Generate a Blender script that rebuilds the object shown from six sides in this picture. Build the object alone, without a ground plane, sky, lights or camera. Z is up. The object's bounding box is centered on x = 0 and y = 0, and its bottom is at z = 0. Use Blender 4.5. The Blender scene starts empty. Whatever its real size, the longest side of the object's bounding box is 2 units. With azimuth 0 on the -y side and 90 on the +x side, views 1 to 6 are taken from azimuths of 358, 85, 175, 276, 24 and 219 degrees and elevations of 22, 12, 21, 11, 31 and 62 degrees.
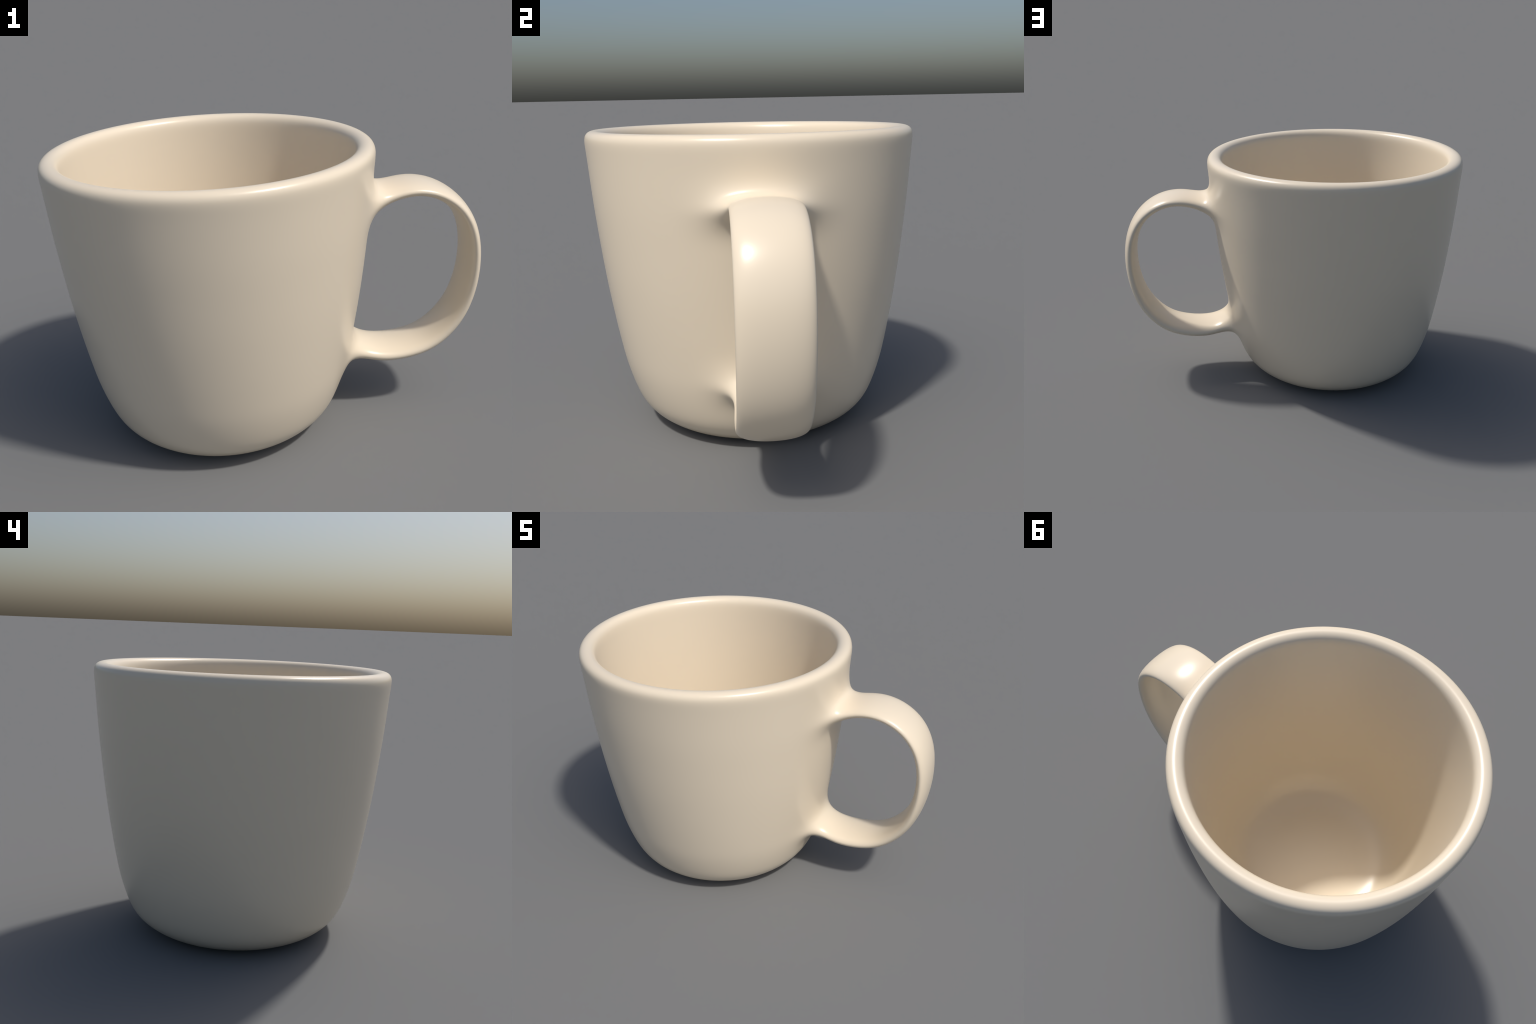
# Glazed cream mug: one smooth subdivision surface (revolved cup + ribbon handle
# pulled out of the wall), separated afterwards into a body part and a handle part.
import bpy, bmesh, math
import numpy as np

CX = -0.2565                 # x of the cup's axis (handle points to +x)
COLS = 16                    # columns of the control cage round the axis
STEP = 2 * math.pi / COLS
SHRINK = 6.0 / (4.0 + 2.0 * math.cos(STEP))   # cage -> limit circle compensation

# control profile of the cup (radius, height), from the underside, up the outer
# wall, over the lip and down the inside
PROFILE = [
    (0.150, 0.000), (0.310, 0.000), (0.4217, 0.000),         # flat underside
    (0.5335, 0.0753), (0.5770, 0.165), (0.6140, 0.286),      # rounded foot
    (0.6322, 0.376), (0.6580, 0.520), (0.6880, 0.720),       # wall
    (0.7085, 0.905), (0.7210, 1.025), (0.7290, 1.120), (0.7410, 1.280),
    (0.7480, 1.340), (0.7230, 1.3648), (0.6820, 1.3648),     # lip
    (0.6560, 1.340), (0.6530, 1.280), (0.6420, 1.100),       # inside wall
    (0.6115, 0.800), (0.5760, 0.500), (0.5380, 0.300),
    (0.4815, 0.152), (0.3950, 0.099), (0.2500, 0.094), (0.1200, 0.094),
]
LOWER_ROOT = (5, 6)          # profile rows that bound the handle's two roots
UPPER_ROOT = (10, 11)

# centre line of the handle (x, z) that the finished surface follows, and
# half thickness; from the upper root to the lower root
SPINE = [
    (0.630, 1.116, 0.036), (0.765, 1.102, 0.035), (0.875, 1.030, 0.035),
    (0.942, 0.915, 0.035), (0.965, 0.770, 0.035), (0.950, 0.613, 0.036),
    (0.897, 0.470, 0.038), (0.803, 0.359, 0.041), (0.682, 0.300, 0.043),
    (0.520, 0.287, 0.043),
]
HALF_WIDTH = 0.1335
HANDLE_Y = 0.0015
ROUND = 44.0 / 48.0          # a four-point section rounds to this share of its cage


def through(points, first, last):
    """Control points of the cubic B-spline that passes through the points."""
    p = np.array(points); n = len(p)
    A = np.zeros((n, n)); b = p * 6.0
    for i in range(n):
        A[i, i] = 4
        if i: A[i, i - 1] = 1
        else: b[i] -= first
        if i < n - 1: A[i, i + 1] = 1
        else: b[i] -= last
    return np.linalg.solve(A, b)


def build_cage():
    bm = bmesh.new()
    tag = bm.faces.layers.int.new("part")
    rows = []
    for r, z in PROFILE:
        rows.append([bm.verts.new((CX + r * SHRINK * math.cos((c - 0.5) * STEP),
                                   r * SHRINK * math.sin((c - 0.5) * STEP), z)) for c in range(COLS)])
    for i in range(len(rows) - 1):
        for c in range(COLS):
            if i in (LOWER_ROOT[0], UPPER_ROOT[0]) and c == 0:
                continue                       # the handle grows from here
            d = (c + 1) % COLS
            bm.faces.new((rows[i][c], rows[i][d], rows[i + 1][d], rows[i + 1][c]))
    for row, flip in ((rows[0], True), (rows[-1], False)):
        mid = bm.verts.new((CX, 0, row[0].co.z))
        for c in range(COLS):
            d = (c + 1) % COLS
            f = (row[c], row[d], mid)
            bm.faces.new(f[::-1] if flip else f)
    # handle: rings of four control points, two outer then two inner
    lo, hi = rows[UPPER_ROOT[0]], rows[UPPER_ROOT[1]]
    first = [hi[0], hi[1], lo[1], lo[0]]
    lo, hi = rows[LOWER_ROOT[0]], rows[LOWER_ROOT[1]]
    last = [lo[0], lo[1], hi[1], hi[0]]
    mid = lambda ring: sum((np.array((v.co.x, v.co.z)) for v in ring), np.zeros(2)) / 4
    ctrl = through([(x, z) for x, z, t in SPINE], mid(first), mid(last))
    path = np.vstack([mid(first), ctrl, mid(last)])
    rings = [first]
    for i, (x, z) in enumerate(ctrl):
        t = path[i + 2] - path[i]; t /= np.linalg.norm(t)
        n = np.array((-t[1], t[0]))            # outward from the finger hole
        h = SPINE[i][2] / ROUND
        ring = []
        for s, y in ((1, -1), (1, 1), (-1, 1), (-1, -1)):
            q = np.array((x, z)) + n * h * s
            ring.append(bm.verts.new((q[0], HANDLE_Y + y * HALF_WIDTH / ROUND, q[1])))
        rings.append(ring)
    rings.append(last)
    for i in range(len(rings) - 1):
        a, b = rings[i], rings[i + 1]
        for j in range(4):
            k = (j + 1) % 4
            f = bm.faces.new((a[j], b[j], b[k], a[k]))
            f[tag] = 1
    bmesh.ops.recalc_face_normals(bm, faces=bm.faces)
    me = bpy.data.meshes.new("mug_surface")
    bm.to_mesh(me); bm.free()
    return me


def glaze():
    m = bpy.data.materials.new("cream_glaze")
    m.use_nodes = True
    nt = m.node_tree; b = nt.nodes["Principled BSDF"]
    tc = nt.nodes.new("ShaderNodeTexCoord")
    no = nt.nodes.new("ShaderNodeTexNoise"); no.inputs["Scale"].default_value = 3.0
    no.inputs["Detail"].default_value = 2.0
    cr = nt.nodes.new("ShaderNodeValToRGB")
    cr.color_ramp.elements[0].position = 0.3; cr.color_ramp.elements[1].position = 0.7
    cr.color_ramp.elements[0].color = (0.795, 0.695, 0.543, 1)
    cr.color_ramp.elements[1].color = (0.801, 0.701, 0.549, 1)
    nt.links.new(tc.outputs["Object"], no.inputs["Vector"])
    nt.links.new(no.outputs["Fac"], cr.inputs["Fac"])
    nt.links.new(cr.outputs["Color"], b.inputs["Base Color"])
    b.inputs["Roughness"].default_value = 0.28
    b.inputs["IOR"].default_value = 1.5
    return m


me = build_cage()
src = bpy.data.objects.new("mug_surface", me)
bpy.context.scene.collection.objects.link(src)
sub = src.modifiers.new("subdivide", "SUBSURF")
sub.levels = sub.render_levels = 4
dg = bpy.context.evaluated_depsgraph_get(); dg.update()
full = bpy.data.meshes.new_from_object(src.evaluated_get(dg))
bpy.data.objects.remove(src)
full.polygons.foreach_set("use_smooth", [True] * len(full.polygons))

n = len(full.vertices)
co = np.empty(n * 3); full.vertices.foreach_get("co", co); co = co.reshape(-1, 3)
co[:, 2] -= co[:, 2].min()
no = np.empty(n * 3); full.vertex_normals.foreach_get("vector", no); no = no.reshape(-1, 3)
tags = np.empty(len(full.polygons), dtype=np.int32)
full.attributes["part"].data.foreach_get("value", tags)
polys = [tuple(p.vertices) for p in full.polygons]
mat = glaze()
root = bpy.data.objects.new("mug", None)
bpy.context.scene.collection.objects.link(root)
root["label"] = "cream glazed ceramic mug with ribbon loop handle"
root["category"] = "mug"
for part, name in ((0, "cup_body"), (1, "handle")):
    fs = [p for p, t in zip(polys, tags) if t == part]
    used = np.unique(np.concatenate([np.array(f) for f in fs]))
    idx = {int(v): i for i, v in enumerate(used)}
    m = bpy.data.meshes.new(name)
    m.from_pydata(co[used].tolist(), [], [[idx[v] for v in f] for f in fs])
    m.polygons.foreach_set("use_smooth", [True] * len(m.polygons))
    m.update()
    m.normals_split_custom_set_from_vertices(no[used].tolist())
    m.materials.append(mat)
    o = bpy.data.objects.new(name, m)
    bpy.context.scene.collection.objects.link(o)
    o.parent = root
bpy.data.meshes.remove(full)
